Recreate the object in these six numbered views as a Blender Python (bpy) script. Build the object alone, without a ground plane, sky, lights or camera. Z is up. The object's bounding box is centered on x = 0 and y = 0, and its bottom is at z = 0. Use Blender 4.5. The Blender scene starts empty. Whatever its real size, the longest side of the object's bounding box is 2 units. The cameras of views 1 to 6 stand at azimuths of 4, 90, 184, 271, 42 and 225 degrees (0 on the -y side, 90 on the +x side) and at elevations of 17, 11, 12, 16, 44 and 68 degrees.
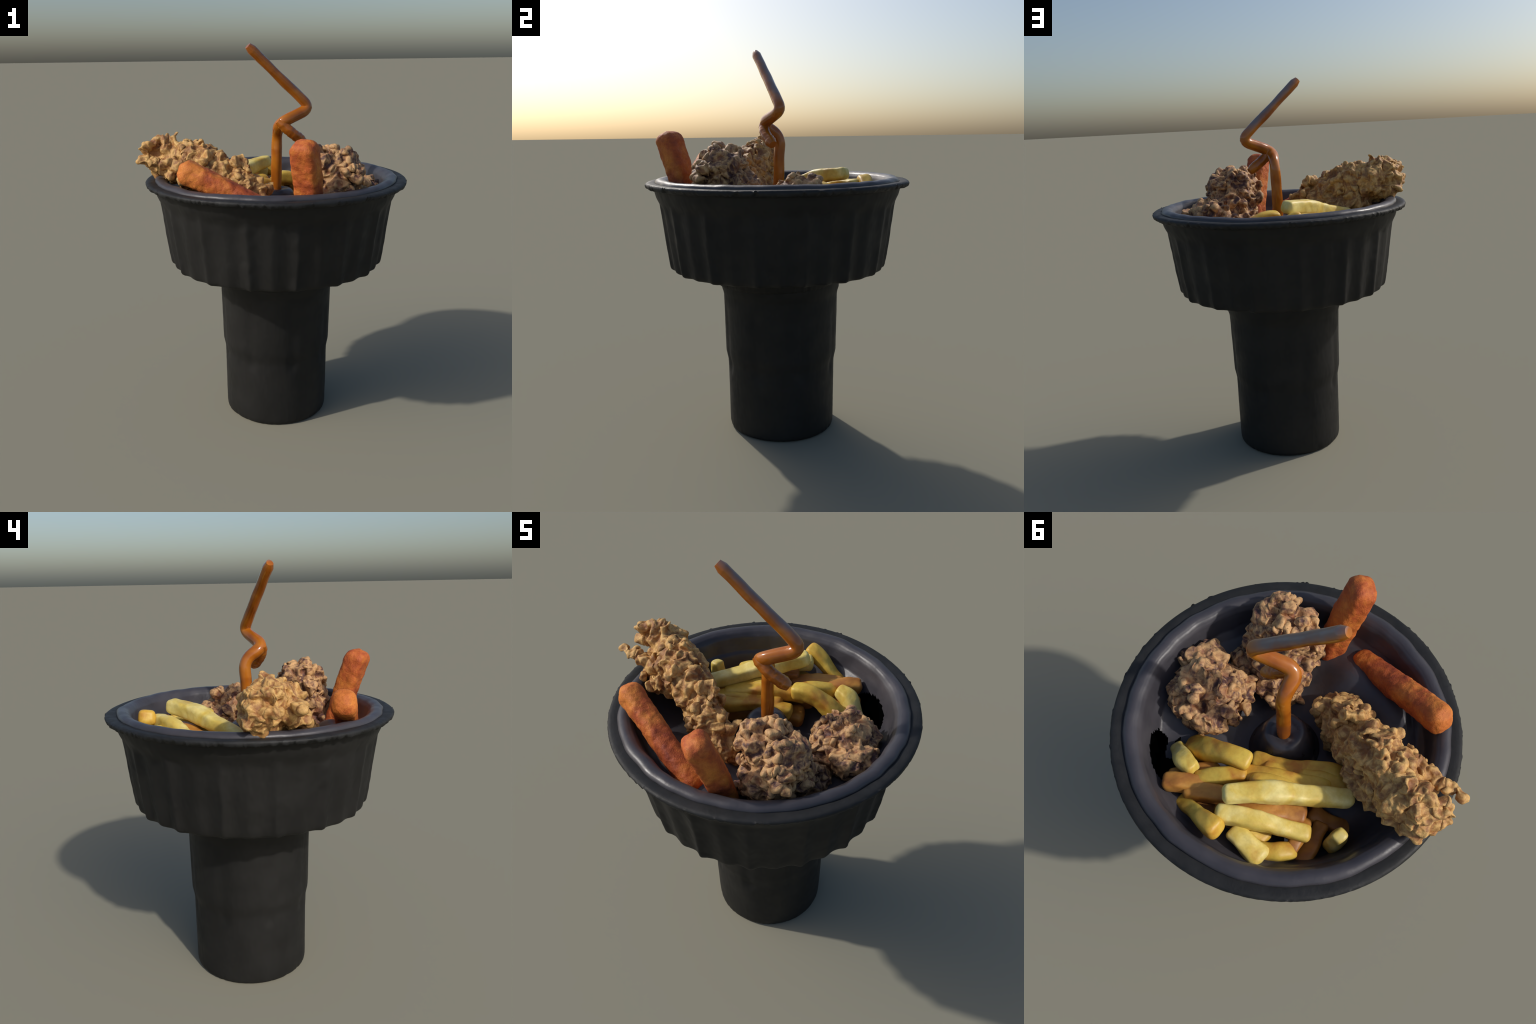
import bpy, bmesh, math, random
import numpy as np
from mathutils import Vector, Matrix, noise

# ------------------------------------------------------------------ helpers
def hash_noise(x, y=0.0, z=0.0):
    return noise.noise(Vector((x, y, z)))

def build_mesh(name, verts, faces, smooth=True):
    me = bpy.data.meshes.new(name)
    me.from_pydata([tuple(v) for v in verts], [], faces)
    me.update()
    if smooth:
        me.polygons.foreach_set('use_smooth', [True] * len(me.polygons))
    return me

def add_object(name, me, material, parent=None, label=None, category=None):
    ob = bpy.data.objects.new(name, me)
    bpy.context.scene.collection.objects.link(ob)
    if material is not None:
        me.materials.clear()
        me.materials.append(material)
    if parent is not None:
        ob.parent = parent
    if label:
        ob["label"] = label
        ob["category"] = category
    return ob

def evaluated_copy(ob):
    dg = bpy.context.evaluated_depsgraph_get()
    return bpy.data.meshes.new_from_object(ob.evaluated_get(dg))

def voxel_remesh(me, size):
    ob = bpy.data.objects.new('remesh_helper', me)
    bpy.context.scene.collection.objects.link(ob)
    m = ob.modifiers.new('voxel', 'REMESH')
    m.mode = 'VOXEL'
    m.voxel_size = size
    bpy.context.view_layer.update()
    out = evaluated_copy(ob)
    bpy.data.objects.remove(ob)
    bpy.data.meshes.remove(me)
    return out

def revolve(profile, centre, segments, shift=None, close_bottom=False):
    """profile: list of (radius, z). shift(angle, r, z, t) -> (r, z)."""
    n = len(profile)
    verts, faces = [], []
    for j, (r, z) in enumerate(profile):
        for i in range(segments):
            a = 2 * math.pi * i / segments
            rr, zz = shift(a, r, z, j / (n - 1)) if shift else (r, z)
            verts.append((centre[0] + rr * math.cos(a), centre[1] + rr * math.sin(a), zz))
    for j in range(n - 1):
        for i in range(segments):
            k = (i + 1) % segments
            faces.append((j * segments + i, j * segments + k, (j + 1) * segments + k, (j + 1) * segments + i))
    if close_bottom:
        r, z = profile[-1]
        verts.append((centre[0], centre[1], z))
        c = len(verts) - 1
        b = (n - 1) * segments
        for i in range(segments):
            faces.append((b + i, b + (i + 1) % segments, c))
    return verts, faces

def densify(points, step):
    out = [points[0]]
    for a, b in zip(points[:-1], points[1:]):
        d = math.hypot(b[0] - a[0], b[1] - a[1])
        k = max(1, int(d / step))
        for i in range(1, k + 1):
            t = i / k
            out.append((a[0] + (b[0] - a[0]) * t, a[1] + (b[1] - a[1]) * t))
    return out

def cut_corners(points, rounds):
    p = [Vector(q) for q in points]
    for _ in range(rounds):
        q = [p[0]]
        for a, b in zip(p[:-1], p[1:]):
            q += [a.lerp(b, .25), a.lerp(b, .75)]
        q.append(p[-1])
        p = q
    return p

def resample(path, n):
    d = [0.0]
    for a, b in zip(path[:-1], path[1:]):
        d.append(d[-1] + (b - a).length)
    out, k = [], 0
    for i in range(n):
        s = d[-1] * i / (n - 1)
        while k < len(d) - 2 and d[k + 1] < s:
            k += 1
        t = (s - d[k]) / max(1e-9, d[k + 1] - d[k])
        out.append(path[k].lerp(path[k + 1], min(1, max(0, t))))
    return out

def sweep(path, section, up=Vector((0, 0, 1))):
    """section(t) -> list of (a, b) offsets in the frame of the path; ends are fanned shut."""
    n = len(path)
    verts, faces = [], []
    ref = up.copy()
    m = None
    for i, p in enumerate(path):
        tan = (path[min(n - 1, i + 1)] - path[max(0, i - 1)]).normalized()
        ref = (ref - tan * ref.dot(tan))
        if ref.length < 1e-4:
            ref = tan.orthogonal()
        ref.normalize()
        side = tan.cross(ref)
        s = section(i / (n - 1))
        m = len(s)
        for a, b in s:
            verts.append(p + side * a + ref * b)
    for i in range(n - 1):
        for k in range(m):
            l = (k + 1) % m
            faces.append((i * m + k, i * m + l, (i + 1) * m + l, (i + 1) * m + k))
    verts.append(path[0]); faces.append(tuple([len(verts) - 1] * 0) or tuple(range(m))[::-1])
    faces.append(tuple((n - 1) * m + k for k in range(m)))
    verts.pop()
    return verts, faces

def superellipse(wa, wb, power, m):
    out = []
    for k in range(m):
        a = 2 * math.pi * k / m
        c, s = math.cos(a), math.sin(a)
        out.append((wa * math.copysign(abs(c) ** (2 / power), c), wb * math.copysign(abs(s) ** (2 / power), s)))
    return out

def displace(me, fn):
    """fn(co, normal) -> new co"""
    me.update()
    n = len(me.vertices)
    no = np.empty(n * 3, 'f'); me.vertex_normals.foreach_get('vector', no); no = no.reshape(-1, 3)
    co = np.empty(n * 3, 'f'); me.vertices.foreach_get('co', co); co = co.reshape(-1, 3)
    out = np.array([fn(Vector(c), Vector(q)) for c, q in zip(co, no)], 'f')
    me.vertices.foreach_set('co', out.ravel())
    me.update()

def relax(me, rounds, factor=.5):
    bm = bmesh.new(); bm.from_mesh(me)
    for _ in range(rounds):
        bmesh.ops.smooth_vert(bm, verts=bm.verts, factor=factor, use_axis_x=True, use_axis_y=True, use_axis_z=True)
    bm.to_mesh(me); bm.free(); me.update()

# ------------------------------------------------------------------ materials
def new_material(name):
    m = bpy.data.materials.new(name)
    m.use_nodes = True
    nt = m.node_tree
    return m, nt, nt.nodes['Principled BSDF']

class Nodes:
    def __init__(self, nt):
        self.nt = nt
        self.coord = nt.nodes.new('ShaderNodeTexCoord')
    def link(self, a, b):
        self.nt.links.new(a, b)
    def noise(self, scale, detail=4, rough=.55, distortion=0, offset=(0, 0, 0), stretch=(1, 1, 1)):
        mp = self.nt.nodes.new('ShaderNodeMapping')
        mp.inputs['Location'].default_value = offset
        mp.inputs['Scale'].default_value = stretch
        self.link(self.coord.outputs['Object'], mp.inputs['Vector'])
        t = self.nt.nodes.new('ShaderNodeTexNoise')
        t.inputs['Scale'].default_value = scale
        t.inputs['Detail'].default_value = detail
        t.inputs['Roughness'].default_value = rough
        t.inputs['Distortion'].default_value = distortion
        self.link(mp.outputs['Vector'], t.inputs['Vector'])
        return t.outputs['Fac']
    def ramp(self, fac, stops):
        r = self.nt.nodes.new('ShaderNodeValToRGB')
        e = r.color_ramp.elements
        while len(e) < len(stops):
            e.new(.5)
        for k, (p, c) in enumerate(stops):
            e[k].position = p
            e[k].color = (c[0], c[1], c[2], 1) if isinstance(c, (tuple, list)) else (c, c, c, 1)
        self.link(fac, r.inputs['Fac'])
        return r.outputs['Color']
    def mix(self, fac, a, b, mode='MIX'):
        x = self.nt.nodes.new('ShaderNodeMix')
        x.data_type = 'RGBA'; x.blend_type = mode
        for sock, v in ((x.inputs[0], fac), (x.inputs[6], a), (x.inputs[7], b)):
            if isinstance(v, (int, float)):
                sock.default_value = v
            elif isinstance(v, tuple):
                sock.default_value = (*v, 1)
            else:
                self.link(v, sock)
        return x.outputs[2]
    def math(self, op, a, b):
        x = self.nt.nodes.new('ShaderNodeMath'); x.operation = op
        for sock, v in zip(x.inputs, (a, b)):
            if isinstance(v, (int, float)):
                sock.default_value = v
            else:
                self.link(v, sock)
        return x.outputs[0]
    def pointiness(self):
        return self.nt.nodes.new('ShaderNodeNewGeometry').outputs['Pointiness']
    def bump(self, height, strength, distance, target):
        b = self.nt.nodes.new('ShaderNodeBump')
        b.inputs['Strength'].default_value = strength
        b.inputs['Distance'].default_value = distance
        self.link(height, b.inputs['Height'])
        self.link(b.outputs['Normal'], target.inputs['Normal'])

def plastic(name, dark, light, rough, spec, scale=6.0, bump=.08):
    m, nt, p = new_material(name)
    n = Nodes(nt)
    col = n.ramp(n.noise(scale, 4), [(.35, dark), (.65, light)])
    n.link(col, p.inputs['Base Color'])
    r = n.ramp(n.noise(scale * 1.7, 3, offset=(3, 1, 2)), [(.3, rough * .85), (.7, min(1, rough * 1.15))])
    n.link(r, p.inputs['Roughness'])
    p.inputs['Specular IOR Level'].default_value = spec
    n.bump(n.noise(60, 4), bump, .004, p)
    return m

def batter(name, crust, shade, deep, seed, deep_amount):
    m, nt, p = new_material(name)
    n = Nodes(nt)
    o = (seed, seed * 1.7, seed * .3)
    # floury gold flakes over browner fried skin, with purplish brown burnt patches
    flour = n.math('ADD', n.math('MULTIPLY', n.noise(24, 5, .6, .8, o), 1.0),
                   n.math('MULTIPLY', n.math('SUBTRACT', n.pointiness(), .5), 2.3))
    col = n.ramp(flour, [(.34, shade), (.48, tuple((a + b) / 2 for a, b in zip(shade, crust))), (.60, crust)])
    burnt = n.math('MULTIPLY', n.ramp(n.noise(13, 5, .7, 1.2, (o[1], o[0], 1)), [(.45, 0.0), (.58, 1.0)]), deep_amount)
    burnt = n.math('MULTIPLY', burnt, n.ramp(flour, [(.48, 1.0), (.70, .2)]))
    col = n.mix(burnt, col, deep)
    fine = n.noise(95, 5, .7, .3, o)
    col = n.mix(.4, col, n.ramp(fine, [(.3, (.55, .47, .42)), (.58, (1.0, 1.0, 1.0))]), 'MULTIPLY')
    n.link(col, p.inputs['Base Color'])
    p.inputs['Roughness'].default_value = .58
    p.inputs['Specular IOR Level'].default_value = .35
    n.bump(n.math('ADD', n.noise(140, 4, .6), n.noise(60, 4, .6, .5)), .5, .004, p)
    return m

def crumbed(name):
    m, nt, p = new_material(name)
    n = Nodes(nt)
    col = n.ramp(n.noise(8, 5, .62, .5), [(.32, (.25, .046, .020)), (.46, (.48, .11, .028)), (.64, (.68, .23, .042))])
    spots = n.ramp(n.noise(34, 4, .6), [(.6, 0.0), (.74, 1.0)])
    col = n.mix(n.math('MULTIPLY', spots, .5), col, (.22, .07, .02))
    col = n.mix(.5, col, n.ramp(n.noise(110, 4, .7), [(.3, (.62, .52, .5)), (.62, (1, 1, 1))]), 'MULTIPLY')
    n.link(col, p.inputs['Base Color'])
    p.inputs['Roughness'].default_value = .6
    p.inputs['Specular IOR Level'].default_value = .3
    n.bump(n.math('ADD', n.noise(75, 5, .65), n.noise(190, 3)), .5, .004, p)
    return m

def potato(name, pale, gold, brown, lo, hi):
    m, nt, p = new_material(name)
    n = Nodes(nt)
    col = n.ramp(n.noise(9, 4, .55, .5), [(lo, pale), ((lo + hi) / 2, gold), (hi, brown)])
    edge = n.ramp(n.math('ADD', n.pointiness(), n.math('MULTIPLY', n.math('SUBTRACT', n.noise(14, 4), .5), .25)), [(.52, 0.0), (.60, 1.0)])
    col = n.mix(n.math('MULTIPLY', edge, .45), col, brown)
    col = n.mix(.35, col, n.ramp(n.noise(70, 4, .65), [(.3, (.72, .66, .55)), (.6, (1, 1, 1))]), 'MULTIPLY')
    n.link(col, p.inputs['Base Color'])
    p.inputs['Roughness'].default_value = .45
    p.inputs['Specular IOR Level'].default_value = .4
    p.inputs['Subsurface Weight'].default_value = .08
    p.inputs['Subsurface Radius'].default_value = (.03, .015, .004)
    p.inputs['Subsurface Scale'].default_value = .4
    n.bump(n.noise(60, 4), .2, .004, p)
    return m

def amber(name, start, tip):
    m, nt, p = new_material(name)
    n = Nodes(nt)
    col = n.ramp(n.noise(9, 3, .5, .8), [(.3, (.29, .078, .007)), (.5, (.38, .112, .010)), (.7, (.45, .155, .014))])
    # grey reflected sheen painted along the upper side of the last straight length
    a, b = Vector(start), Vector(tip)
    u = (b - a).normalized()
    side = (Vector((.35, .45, .8)) - u * u.dot(Vector((.35, .45, .8)))).normalized()
    def along(d, origin):
        v = nt.nodes.new('ShaderNodeVectorMath'); v.operation = 'DOT_PRODUCT'
        v.inputs[1].default_value = d
        n.link(n.coord.outputs['Object'], v.inputs[0])
        return n.math('SUBTRACT', v.outputs['Value'], d.dot(origin))
    wobble = n.math('MULTIPLY', n.math('SUBTRACT', n.noise(12, 3), .5), .035)
    painted_sheen = n.ramp(n.math('MULTIPLY', n.math('ADD', along(side, a), wobble), 20.0), [(.05, 0.0), (.45, 1.0)])
    reach = n.ramp(n.math('MULTIPLY', along(u, a), 2.5), [(.02, 0.0), (.25, 1.0)])
    col = n.mix(n.math('MULTIPLY', n.math('MULTIPLY', painted_sheen, reach), .8), col, (.17, .18, .20))
    n.link(col, p.inputs['Base Color'])
    p.inputs['Roughness'].default_value = .16
    p.inputs['Specular IOR Level'].default_value = .6
    n.bump(n.noise(14, 2), .25, .01, p)
    return m

MAT_CUP = plastic('black_matte_plastic', (.0105, .0102, .0096), (.0152, .0147, .0138), .6, .3)
MAT_RIM = plastic('charcoal_rim_plastic', (.0135, .014, .0145), (.021, .0215, .022), .6, .3, 14, .3)
MAT_TRAY = plastic('violet_grey_gloss_plastic', (.043, .041, .049), (.058, .054, .062), .40, .45, 7, .2)
MAT_SOCKET = plastic('dark_gloss_plastic', (.032, .030, .035), (.044, .041, .047), .3, .5, 9, .08)
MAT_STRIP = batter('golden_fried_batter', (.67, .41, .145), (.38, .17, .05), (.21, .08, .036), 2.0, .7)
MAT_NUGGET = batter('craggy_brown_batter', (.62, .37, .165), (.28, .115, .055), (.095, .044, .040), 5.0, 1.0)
MAT_STICK = crumbed('orange_breadcrumb_coating')
MAT_FRY_PALE = potato('pale_fried_potato', (.80, .67, .25), (.72, .54, .12), (.58, .34, .05), .38, .74)
MAT_FRY_GOLD = potato('golden_fried_potato', (.70, .50, .085), (.64, .39, .055), (.48, .20, .03), .34, .70)
MAT_FRY_BROWN = potato('browned_fried_potato', (.56, .33, .07), (.50, .23, .045), (.34, .13, .03), .25, .65)
MAT_STRAW = amber('amber_plastic', (.182, .026, 1.690), (-.112, -.098, 1.9795))

# ------------------------------------------------------------------ cup
AXIS = (.007, 0.0)
STEM_AXIS = (.007, .015)
FLUTES = 16

def flute(a, phase=math.radians(12.0)):
    """0 on the narrow sharp ribs, 1 in the grooves beside them, a flat pillow between grooves."""
    d = abs(((a - phase) * FLUTES / (2 * math.pi) + .5) % 1.0 - .5) * 2
    d = max(0, math.sqrt(d * d + .004) - .063)
    if d < .42:
        return 1 - (1 - d / .42) ** 2
    return 1 - .62 * math.sin((d - .42) / .58 * math.pi / 2) ** 2

cup = bpy.data.objects.new('snack_cup', None)
bpy.context.scene.collection.objects.link(cup)
cup["label"] = "black fluted snack bowl on a cup stem with grey tray"
cup["category"] = "food container"

bowl_profile = densify([(.634, 1.300), (.630, 1.285), (.624, 1.262), (.614, 1.240), (.609, 1.228), (.607, 1.215), (.601, 1.170),
                        (.591, 1.090), (.582, 1.010), (.571, .930), (.566, .900), (.561, .889), (.551, .882),
                        (.535, .878), (.49, .875), (.40, .868), (.345, .856), (.332, .838), (.322, .80), (.30, .79)], .011)

def bowl_shift(a, r, z, t):
    depth = 0.0
    if z < 1.235 and r > .34:
        k = min(1, (1.235 - z) / .03)
        low = min(1, max(0, (r - .40) / .10)) if z < .881 else 1
        depth = (.010 + .006 * (1.22 - z) / .35) * k * low * (1.05 + .40 * hash_noise(math.cos(a) * 3.3, math.sin(a) * 3.3, z * 1.5))
    f = flute(a + .010 * hash_noise(a * 9, z * 22, 4) + .006 * hash_noise(a * 9, z * 70, 4))
    r = r - depth * f + .0016 * hash_noise(a * 14, z * 9, 1) + .0012 * hash_noise(a * 40, z * 30, 2)
    return r, z

add_object('bowl', build_mesh('bowl', *revolve(bowl_profile, AXIS, 512, bowl_shift)), MAT_CUP, cup)

rim_profile = densify([(.600, 1.318), (.615, 1.329), (.632, 1.333), (.655, 1.335), (.669, 1.3335), (.6755, 1.329), (.678, 1.323),
                       (.6745, 1.314), (.663, 1.307), (.648, 1.302), (.632, 1.297), (.622, 1.29)], .006)

def rim_shift(a, r, z, t):
    if r > .655:
        tooth = abs(hash_noise(math.cos(a) * 18, math.sin(a) * 18, 3)) + .8 * abs(hash_noise(math.cos(a) * 42, math.sin(a) * 42, 5))
        w = min(1, (r - .655) / .012)
        if z < 1.324:
            z += (tooth - .35) * .018 * w
            r += (tooth - .4) * .0012 * w
    z += .004 * hash_noise(math.cos(a) * 2, math.sin(a) * 2, 8)
    return r, z

add_object('rim', build_mesh('rim', *revolve(rim_profile, AXIS, 640, rim_shift)), MAT_RIM, cup)

stem_profile = densify([(.312, .86), (.314, .80), (.312, .77), (.306, .752), (.303, .735), (.302, .68), (.300, .56), (.298, .44),
                        (.297, .42), (.292, .395), (.287, .368), (.286, .30), (.285, .18), (.284, .05), (.2835, .018),
                        (.281, .007), (.275, .001), (.265, .0), (.12, .0)], .012)

def stem_shift(a, r, z, t):
    if .30 < z < .72:
        k = min(1, (z - .30) / .08) * min(1, (.72 - z) / .1)
        c = math.cos(8 * (a - .35))
        r -= .0045 * k * max(0, c) ** 3
        # thumb-like dents where the ribs fade out
        d = math.exp(-((z - .345) / .03) ** 2)
        r -= .004 * d * max(0, math.cos(8 * (a - .35))) ** 4
    if z > .004:
        r += .0022 * hash_noise(math.cos(a) * 2, math.sin(a) * 2, z * 3) + .0008 * hash_noise(a * 20, z * 20, 6)
    if z < .03 and r > .26:
        r -= .004 * max(0, hash_noise(math.cos(a) * 14, math.sin(a) * 14, 2))
    return r, z

add_object('stem', build_mesh('stem', *revolve(stem_profile, STEM_AXIS, 256, stem_shift, close_bottom=True)), MAT_CUP, cup)

FLOOR = 1.11
tray_profile = densify([(.622, 1.318), (.629, 1.327), (.628, 1.338), (.620, 1.346), (.606, 1.3515), (.590, 1.350), (.574, 1.341),
                        (.561, 1.322), (.551, 1.285), (.540, 1.254), (.512, 1.228), (.45, 1.205), (.38, 1.180), (.30, 1.150),
                        (.22, 1.120), (.15, FLOOR), (.05, FLOOR)], .006)

def tray_shift(a, r, z, t):
    c, s = math.cos(a), math.sin(a)
    k = min(1, max(0, (r - .40) / .1))
    r += k * (.008 * hash_noise(c * 2.2, s * 2.2, z * 4) + .006 * hash_noise(c * 7, s * 7, z * 12))
    z += k * (.005 * hash_noise(c * 2.5, s * 2.5, 7 + z * 5) + .002 * hash_noise(c * 9, s * 9, 3))
    x, y = r * c, r * s
    if r < .53:
        edge = min(1, (.53 - r) / .05)
        z -= .13 * edge * math.exp(-((x + .37) ** 2 + (y - .21) ** 2) / .13 ** 2)
        z -= .05 * edge * math.exp(-((x + .43) ** 2 + (y - .06) ** 2) / .09 ** 2)
        z += .05 * math.exp(-((x + .06) ** 2 + (y - .11) ** 2) / .09 ** 2)
        z += .07 * edge * math.exp(-((x + .19) ** 2 + (y + .37) ** 2) / .13 ** 2)
        z += .085 * edge * math.exp(-((x + .00) ** 2 + (y + .36) ** 2) / .12 ** 2)
    if r < .548:
        z -= .095 * min(1, (.548 - r) / .03) * math.exp(-((x - .31) ** 2 + (y - .40) ** 2) / .12 ** 2)
    return r, z

tv, tf = revolve(tray_profile, AXIS, 576, tray_shift)

def in_scan_gap(f):
    """a hole in the scan, cut as an opening low in the tray wall"""
    x = sum(tv[i][0] for i in f) / 4; y = sum(tv[i][1] for i in f) / 4; z = sum(tv[i][2] for i in f) / 4
    a = math.degrees(math.atan2(y, x)); r = math.hypot(x, y)
    a += 3 * hash_noise(x * 20, y * 20, 4)
    return ((a - 55) / 14) ** 2 + ((z - 1.185) / .058) ** 2 < 1.0 and r > .44

tf = [f for f in tf if not in_scan_gap(f)]
add_object('tray', build_mesh('tray', tv, tf), MAT_TRAY, cup)

socket_profile = densify([(.15, FLOOR - .003), (.128, FLOOR + .03), (.115, FLOOR + .07), (.104, 1.215), (.096, 1.238), (.089, 1.254), (.080, 1.265),
                          (.068, 1.271), (.054, 1.2715), (.042, 1.268), (.032, 1.264), (.02, 1.262)], .006)
add_object('straw_socket', build_mesh('straw_socket', *revolve(
    socket_profile, (.014, .002), 96,
    lambda a, r, z, t: (r + .003 * hash_noise(math.cos(a) * 1.5, math.sin(a) * 1.5, z * 6), z), close_bottom=True)), MAT_SOCKET, cup)

# ------------------------------------------------------------------ straw
def tube_section(base, seed, taper):
    def section(t):
        s = []
        for k in range(24):
            a = 2 * math.pi * k / 24
            r = base * (1 + .09 * taper * math.exp(-((t - .40) / .08) ** 2) - .14 * min(1, max(0, (t - .55) / .25)) * taper) * (1 + .12 * hash_noise(math.cos(a) * .9 + seed, math.sin(a) * .9, t * 11))
            s.append((r * math.cos(a), r * math.sin(a)))
        return s
    return section

straw = bpy.data.objects.new('drinking_straw', None)
bpy.context.scene.collection.objects.link(straw)
straw["label"] = "zigzag amber brown glossy plastic drinking straw"
straw["category"] = "straw"
STRAW_A, STRAW_B = (.0125, .010, 1.235), (.016, .021, 1.560)
STRAW_D, STRAW_E, STRAW_TIP = (.036, -.072, 1.618), (.188, .026, 1.684), (-.105, -.0955, 1.9710)
STRAW_C = (.138, -.028, 1.530)
def rounded(points, radius):
    p = [Vector(q) for q in points]
    out = [p[0]]
    for a, b, c in zip(p[:-2], p[1:-1], p[2:]):
        u, v = (a - b), (c - b)
        ru = min(radius, u.length * .45); rv = min(radius, v.length * .45)
        q0, q1 = b + u.normalized() * ru, b + v.normalized() * rv
        for i in range(9):
            t = i / 8
            out.append(q0.lerp(b, t).lerp(b.lerp(q1, t), t))
    out.append(p[-1])
    return out
def tube_part(name, pts, base, seed, n, taper, bend=.055):
    path = resample(rounded(pts, bend), n)
    v, f = sweep(path, tube_section(base, seed, taper), Vector((1, 0, 0)))
    me = build_mesh(name, v, f)
    bm = bmesh.new(); bm.from_mesh(me)
    caps = [q for q in bm.faces if len(q.verts) > 4]
    r = bmesh.ops.inset_region(bm, faces=caps, thickness=base * .28, depth=0)
    for q in caps:
        bmesh.ops.translate(bm, verts=list(q.verts), vec=-q.normal * base * .9)
    bm.to_mesh(me); bm.free()
    me.polygons.foreach_set('use_smooth', [True] * len(me.polygons))
    me.set_sharp_from_angle(angle=math.radians(48))
    return add_object(name, me, MAT_STRAW, straw)
tube_part('tube', [STRAW_A, (.013, .012, 1.40), STRAW_B, STRAW_D, STRAW_E, STRAW_TIP], .0280, 3, 90, 1)
tube_part('tube_spur', [(.043, -.062, 1.612), (.085, -.058, 1.572), STRAW_C], .0275, 9, 24, 0)

# ------------------------------------------------------------------ breaded sticks
def stick(name, pts, half_w, half_h, up, seed, power):
    path = resample(rounded(pts, .12), 80)
    L = sum((b - a).length for a, b in zip(path[:-1], path[1:]))
    def section(t):
        d0, d1 = t * L, (1 - t) * L
        e = .05
        k = 1.0
        for d in (d0, d1):
            if d < e:
                k = min(k, math.sqrt(max(0, 1 - ((e - d) / e) ** 2.0)))
        k = max(k, .03)
        bulge = 1 + .06 * math.sin(3.1 * t + seed)
        return superellipse(half_w * k * bulge, half_h * k * bulge, power, 48)
    v, f = sweep(path, section, Vector(up))
    me = voxel_remesh(build_mesh(name, v, f), .0055)
    off = Vector((seed * 3.1, seed, 0))
    displace(me, lambda c, q: c + q * (.0045 * noise.noise(c * 9 + off) + .0036 * noise.noise(c * 34 + off)
                                       + .0016 * noise.noise(c * 80 + off)))
    me.polygons.foreach_set('use_smooth', [True] * len(me.polygons))
    return add_object(name, me, MAT_STICK, None, "orange breaded finger with rounded ends and rough crumb", "snack")

stick('breaded_stick', [(.147, -.545, 1.585), (.169, -.490, 1.43), (.190, -.415, 1.15)], .059, .049, (-.48, -.85, .25), 1.0, 4.2)
stick('breaded_stick', [(-.432, -.392, 1.440), (-.20, -.437, 1.338), (.075, -.48, 1.205)], .052, .056, (0, 0, 1), 2.3, 2.7)

# ------------------------------------------------------------------ fried chicken
def ellipsoid(bm, centre, radii, rot=None, sub=3):
    m = Matrix.Translation(Vector(centre))
    if rot is not None:
        m = m @ rot.to_4x4()
    m = m @ Matrix.Diagonal((*radii, 1))
    bmesh.ops.create_icosphere(bm, subdivisions=sub, radius=1, matrix=m)

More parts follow.
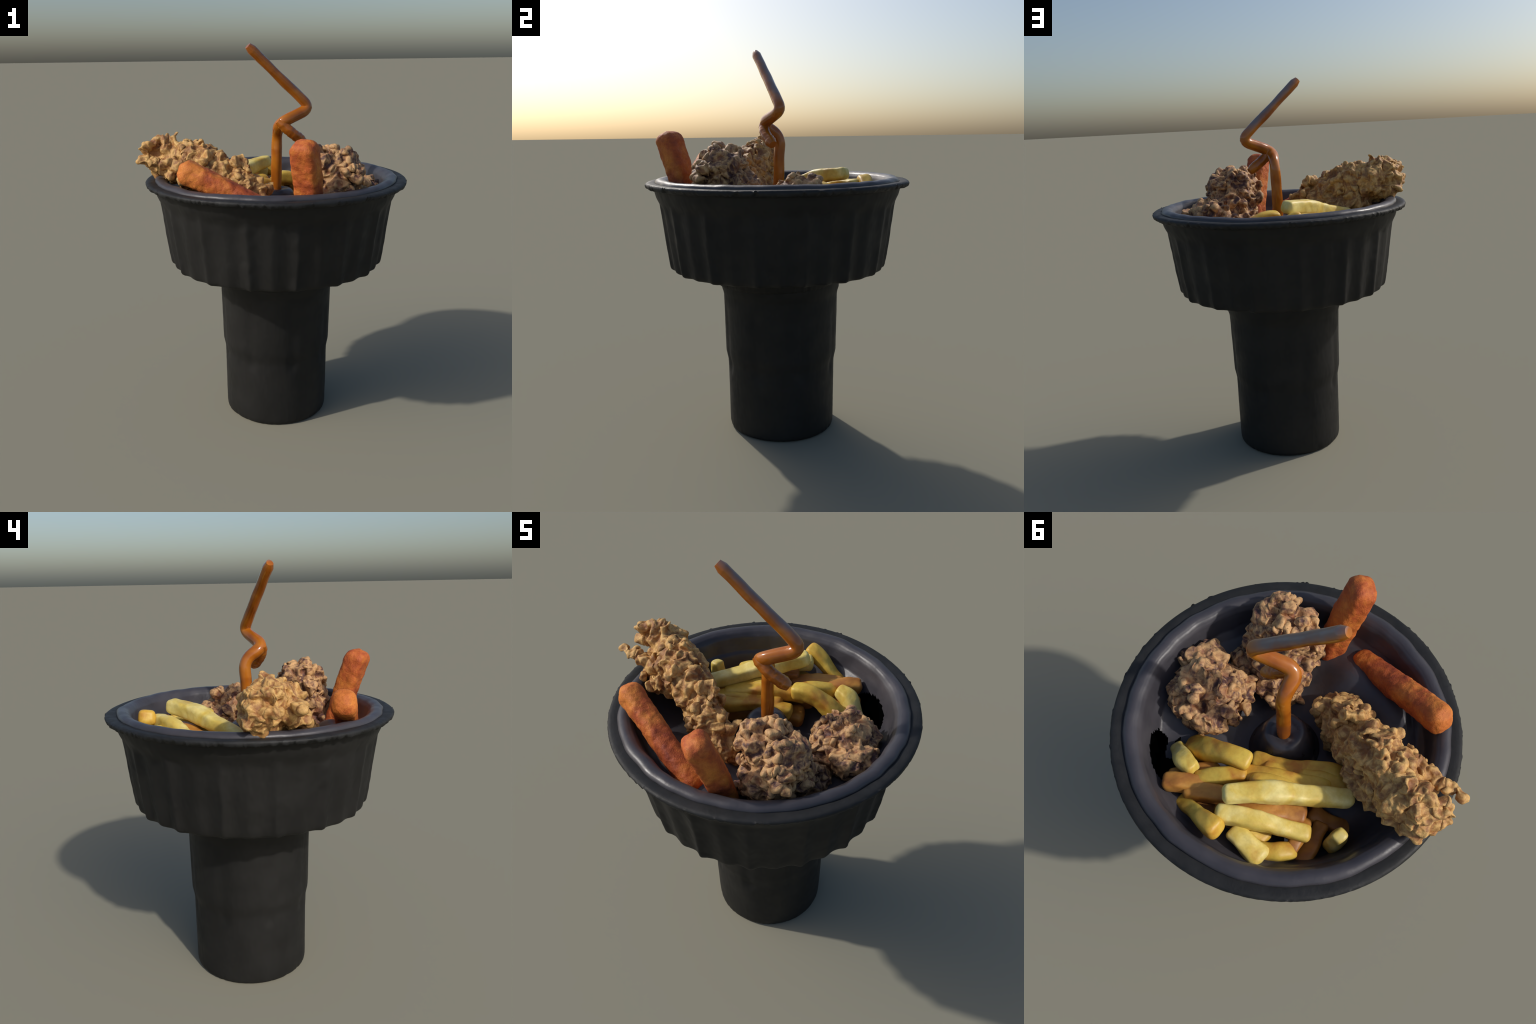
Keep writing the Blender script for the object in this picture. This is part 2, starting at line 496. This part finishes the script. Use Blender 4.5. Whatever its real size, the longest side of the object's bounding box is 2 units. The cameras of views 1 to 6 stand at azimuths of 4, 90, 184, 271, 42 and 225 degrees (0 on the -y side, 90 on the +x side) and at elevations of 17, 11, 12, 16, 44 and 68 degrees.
def crumb_batter(name, lumps, flakes, crumbs, crumb_size, voxel, seed, ridged, material, label, pits=(), curl=.9, calm=None, turbulence=.016):
    rng = random.Random(seed)
    bm = bmesh.new()
    for c, r in lumps:
        ellipsoid(bm, c, r)
    me = bpy.data.meshes.new(name)
    bm.to_mesh(me); bm.free()
    core = voxel_remesh(me, .012)
    off = Vector((seed * 1.3, seed * 2.1, seed * .7))
    displace(core, lambda c, q: c + q * (.020 * noise.noise(c * 9 + off) + .014 * noise.noise(c * 22 + off)))
    vs = [(v.co.copy(), v.normal.copy()) for v in core.vertices]
    bm = bmesh.new(); bm.from_mesh(core); bpy.data.meshes.remove(core)
    for _ in range(crumbs):
        co, no = rng.choice(vs)
        if calm is not None and no.dot(calm) > .3 and rng.random() < .85:
            continue
        big = rng.random() < .08
        s = crumb_size * (rng.uniform(1.0, 1.4) if big else rng.uniform(.5, 1.1))
        # a crumpled flake: thin, tall slabs of batter chained along a curling line on the skin
        tan = no.cross(Vector((rng.gauss(0, 1), rng.gauss(0, 1), rng.gauss(0, 1)))).normalized()
        lean = (no + tan.cross(no) * rng.uniform(-.7, .7)).normalized()
        turn = rng.uniform(-curl, curl)
        p = co + no * s * rng.uniform(-.1, .35)
        tall = rng.uniform(.7, 1.3)
        for i in range(1 if big else rng.choice((2, 3, 4, 5))):
            k = s * rng.uniform(.75, 1.0)
            y = tan.cross(lean).normalized()
            rot = Matrix((tan, y, lean)).transposed()
            thin = rng.uniform(.6, .9) if big else rng.uniform(.30, .5)
            ellipsoid(bm, p, (k * .9, k * thin, k * tall), rot, 2)
            tan = (Matrix.Rotation(turn, 3, no) @ tan)
            p = p + tan * k * .8 + no * rng.uniform(-.45, .1) * k
    for pts, r0, r1 in flakes:
        a = [Vector(p) for p in pts]
        path = resample(rounded(a, .05), 18)
        for i, p in enumerate(path):
            t = i / 17
            r = r0 + (r1 - r0) * t
            ellipsoid(bm, p + Vector((rng.gauss(0, 1), rng.gauss(0, 1), rng.gauss(0, 1))) * r * .18,
                      (r * rng.uniform(.8, 1.1), r * rng.uniform(.8, 1.1), r * rng.uniform(.6, .9)), None, 2)
    me = bpy.data.meshes.new(name)
    bm.to_mesh(me); bm.free()
    me = voxel_remesh(me, voxel)
    relax(me, 3)
    def shape(c, q):
        for pc, pr, depth in pits:
            d = (c - Vector(pc)).length / pr
            if d < 1:
                c = c + Vector(depth) * (1 - d * d) ** 1.5
        c = c + noise.noise_vector(c * 24 + off) * turbulence + noise.noise_vector(c * 52 - off) * turbulence * .4
        w = noise.noise_vector(c * 16 + off) * .012
        n1 = 1 - abs(noise.noise((c + w) * 14 + off)) * 2.8
        n2 = 1 - abs(noise.noise((c + w * .8) * 29 + off)) * 2.4
        n3 = noise.noise((c + w * .5) * 60 + off)
        return c + q * ridged * (1.0 * n1 + .55 * n2 + .14 * n3 - .1)
    displace(me, shape)
    relax(me, 1, .35)
    me.polygons.foreach_set('use_smooth', [True] * len(me.polygons))
    return add_object(name, me, material, None, label, "fried chicken")

STRIP_FROM, STRIP_ALONG = Vector((-.01, -.255, 0)), Vector((-.947, .321, 0))
# (distance along the strip, sideways, centre height, half width, half height)
strip_stations = [(.045, .000, 1.195, .075, .085), (.09, .000, 1.245, .082, .098), (.14, .000, 1.285, .084, .102),
                  (.20, .000, 1.305, .080, .106), (.28, .000, 1.362, .088, .118), (.35, .000, 1.398, .092, .124),
                  (.42, .000, 1.412, .094, .118), (.50, .005, 1.425, .094, .110), (.555, .008, 1.445, .086, .104),
                  (.605, .002, 1.445, .066, .076), (.40, -.080, 1.375, .050, .050), (.48, -.095, 1.405, .038, .034),
                  (.26, .045, 1.270, .060, .080), (.36, .045, 1.300, .062, .080), (.46, .040, 1.345, .062, .080), (.14, .03, 1.20, .07, .09)]
strip_lumps = []
for s_along, aside, cz, hw, hh in strip_stations:
    q = STRIP_FROM + STRIP_ALONG * s_along + Vector((.321, .947, 0)) * (aside + .008)
    strip_lumps.append(((q.x, q.y, cz - (.003 if s_along < .47 else .014)), (.075, hw, hh - .002)))
strip_flakes = [([(-.46, -.185, 1.420), (-.55, -.205, 1.433), (-.645, -.215, 1.446)], .030, .018),   # pointed side flap
                ([(-.53, -.07, 1.525), (-.60, -.10, 1.530), (-.648, -.130, 1.495)], .030, .018),        # hood over the hollow end
                ([(-.57, -.03, 1.50), (-.625, -.07, 1.50), (-.660, -.115, 1.495)], .034, .020),
                ([(-.57, -.035, 1.43), (-.62, -.07, 1.42), (-.655, -.100, 1.440)], .038, .026),         # lower lip
                ([(-.57, -.02, 1.39), (-.61, -.045, 1.385)], .036, .03),
                ([(-.20, -.19, 1.425), (-.165, -.15, 1.444), (-.125, -.165, 1.425), (-.11, -.19, 1.385)], .020, .014),
                ([(-.04, -.19, 1.30), (-.01, -.155, 1.315)], .024, .012)]
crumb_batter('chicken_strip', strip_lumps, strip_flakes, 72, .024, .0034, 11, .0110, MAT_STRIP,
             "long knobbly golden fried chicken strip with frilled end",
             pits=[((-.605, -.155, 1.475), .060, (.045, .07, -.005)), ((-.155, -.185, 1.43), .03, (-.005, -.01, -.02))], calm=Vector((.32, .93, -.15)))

nugget_a = [((.290, -.250, 1.31), (.132, .150, .13)), ((.250, -.260, 1.420), (.088, .102, .080)), ((.225, -.225, 1.39), (.055, .085, .095)),
            ((.345, -.250, 1.415), (.070, .092, .074)), ((.28, -.22, 1.22), (.135, .155, .09)), ((.19, -.16, 1.19), (.065, .07, .08)),
            ((.36, -.12, 1.20), (.08, .08, .07))]
flakes_a = [([(.385, -.32, 1.40), (.415, -.345, 1.415)], .030, .020), ([(.225, -.28, 1.47), (.215, -.28, 1.515)], .026, .017),
            ([(.38, -.25, 1.40), (.42, -.25, 1.415)], .028, .019), ([(.29, -.27, 1.47), (.295, -.275, 1.515)], .028, .017),
            ([(.19, -.27, 1.45), (.175, -.28, 1.50)], .024, .016)]
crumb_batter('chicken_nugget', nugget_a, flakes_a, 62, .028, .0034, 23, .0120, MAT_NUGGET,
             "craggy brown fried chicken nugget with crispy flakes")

nugget_b = [((.375, .10, 1.245), (.138, .148, .075)), ((.38, .10, 1.300), (.092, .105, .060)),
            ((.450, .03, 1.26), (.088, .088, .062)), ((.285, .165, 1.235), (.080, .080, .062)), ((.36, .10, 1.18), (.13, .14, .08)),
            ((.31, .00, 1.20), (.08, .08, .07))]
flakes_b = [([(.47, -.02, 1.28), (.51, -.035, 1.29)], .028, .019), ([(.36, .15, 1.33), (.35, .16, 1.36)], .024, .016),
            ([(.40, .07, 1.33), (.41, .06, 1.36)], .024, .016), ([(.43, .18, 1.28), (.455, .205, 1.285)], .026, .015)]
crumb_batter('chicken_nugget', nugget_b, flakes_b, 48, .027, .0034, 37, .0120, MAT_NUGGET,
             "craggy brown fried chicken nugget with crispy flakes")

# ------------------------------------------------------------------ french fries
def fry(pts, w, h, material, seed, up=(0, 0, 1), taper=.0):
    path = resample(rounded(pts, .08), 44)
    L = sum((b - a).length for a, b in zip(path[:-1], path[1:]))
    def section(t):
        k = 1.0
        for d in (t * L, (1 - t) * L):
            e = .022
            if d < e:
                k = min(k, .55 + .45 * math.sqrt(max(0, 1 - ((e - d) / e) ** 2)))
        k *= 1 - taper * t
        twist = .35 * math.sin(seed * 2.1) * (t - .5)
        ct, st = math.cos(twist), math.sin(twist)
        k *= 1 - .10 * math.cos(6.3 * t + seed)
        return [(ct * x - st * y, st * x + ct * y) for x, y in superellipse(w / 2 * k, h / 2 * k, 4.0, 40)]
    v, f = sweep(path, section, Vector(up))
    me = voxel_remesh(build_mesh('french_fry', v, f), .005)
    relax(me, 4)
    off = Vector((seed * 2.7, seed * .9, seed))
    displace(me, lambda c, q: c + q * (.011 * noise.noise(c * 7 + off) + .003 * noise.noise(c * 26 + off)))
    me.polygons.foreach_set('use_smooth', [True] * len(me.polygons))
    return add_object('french_fry', me, material, None, "soft golden potato fry with square cut ends", "french fry")

P, G, B = MAT_FRY_PALE, MAT_FRY_GOLD, MAT_FRY_BROWN
FRIES = [
    # upper layer
    ([(-.045, .375, 1.368), (-.13, .265, 1.350), (-.235, .150, 1.318), (-.370, .005, 1.262)], .070, .066, P, (0, 0, 1)),
    ([(-.062, .432, 1.308), (-.16, .355, 1.305), (-.25, .29, 1.285), (-.352, .215, 1.245)], .066, .064, P, (0, 0, 1)),
    ([(-.075, .350, 1.275), (-.18, .268, 1.282), (-.285, .178, 1.240)], .078, .066, B, (0, 0, 1)),
    ([(.032, .162, 1.215), (-.08, .100, 1.245), (-.18, .015, 1.248), (-.315, -.075, 1.225)], .066, .064, G, (0, 0, 1)),
    # the big curled one by the gap
    ([(-.004, .198, 1.300), (.060, .225, 1.308), (.135, .250, 1.275), (.215, .275, 1.205), (.265, .30, 1.15)], .078, .074, G, (0, 0, 1)),
    ([(-.020, .234, 1.278), (.040, .305, 1.280), (.115, .385, 1.250)], .054, .054, G, (0, 0, 1)),
    ([(.128, .368, 1.282), (.190, .372, 1.262), (.260, .352, 1.205), (.30, .33, 1.16)], .062, .056, P, (0, 0, 1)),
    ([(.185, .485, 1.258), (.120, .425, 1.272), (.045, .35, 1.248)], .062, .056, B, (0, 0, 1)),
    ([(-.130, .468, 1.325), (-.065, .478, 1.308), (.020, .478, 1.250), (.10, .47, 1.19)], .062, .060, G, (0, 0, 1)),
    ([(-.140, .415, 1.268), (-.215, .420, 1.272), (-.296, .412, 1.235)], .078, .064, P, (0, 0, 1)),
    ([(-.250, .405, 1.222), (-.310, .360, 1.232), (-.352, .290, 1.205)], .058, .056, G, (0, 0, 1)),
    ([(-.437, .150, 1.292), (-.430, .146, 1.24), (-.420, .150, 1.10)], .066, .060, P, (1, 0, 0)),
    # lower layer
    ([(-.350, .315, 1.215), (-.325, .255, 1.225), (-.295, .17, 1.205)], .050, .050, B, (0, 0, 1)),
    ([(.110, .445, 1.235), (.010, .372, 1.245), (-.10, .29, 1.225)], .066, .060, B, (0, 0, 1)),
    ([(-.385, .312, 1.135), (-.370, .22, 1.140), (-.33, .12, 1.150)], .064, .056, B, (0, 0, 1)),
    ([(-.425, .050, 1.105), (-.35, .10, 1.125), (-.26, .13, 1.155)], .064, .056, B, (0, 0, 1)),
    ([(-.03, .16, 1.215), (-.18, .07, 1.235), (-.34, -.04, 1.215)], .066, .060, G, (0, 0, 1)),
    ([(.04, .26, 1.235), (-.11, .17, 1.258), (-.28, .03, 1.225)], .070, .066, G, (0, 0, 1)),
    ([(-.02, .40, 1.220), (-.14, .36, 1.225), (-.25, .34, 1.195)], .070, .064, G, (0, 0, 1)),
    ([(-.06, .25, 1.265), (-.17, .16, 1.262), (-.29, .05, 1.215)], .066, .062, G, (0, 0, 1)),
    ([(.08, .29, 1.215), (.15, .36, 1.205), (.20, .45, 1.205)], .062, .058, B, (0, 0, 1)),
    ([(.02, .35, 1.165), (-.12, .26, 1.180), (-.24, .19, 1.160)], .10, .075, B, (0, 0, 1)),
    ([(.05, .22, 1.160), (-.10, .13, 1.180), (-.27, .00, 1.175)], .09, .070, B, (0, 0, 1)),
    ([(.08, .43, 1.185), (-.08, .39, 1.180), (-.20, .37, 1.160)], .09, .070, B, (0, 0, 1)),
]
for i, (pts, w, h, mat, up) in enumerate(FRIES):
    drop = .004 if i in (0, 8, 11) else (-.004 if i in (13, 16, 17, 19) else .016)
    pts = [(x, y, z - drop) for x, y, z in pts]
    fry(pts, w * 1.10, h * 1.06, mat, 1.0 + i, up)
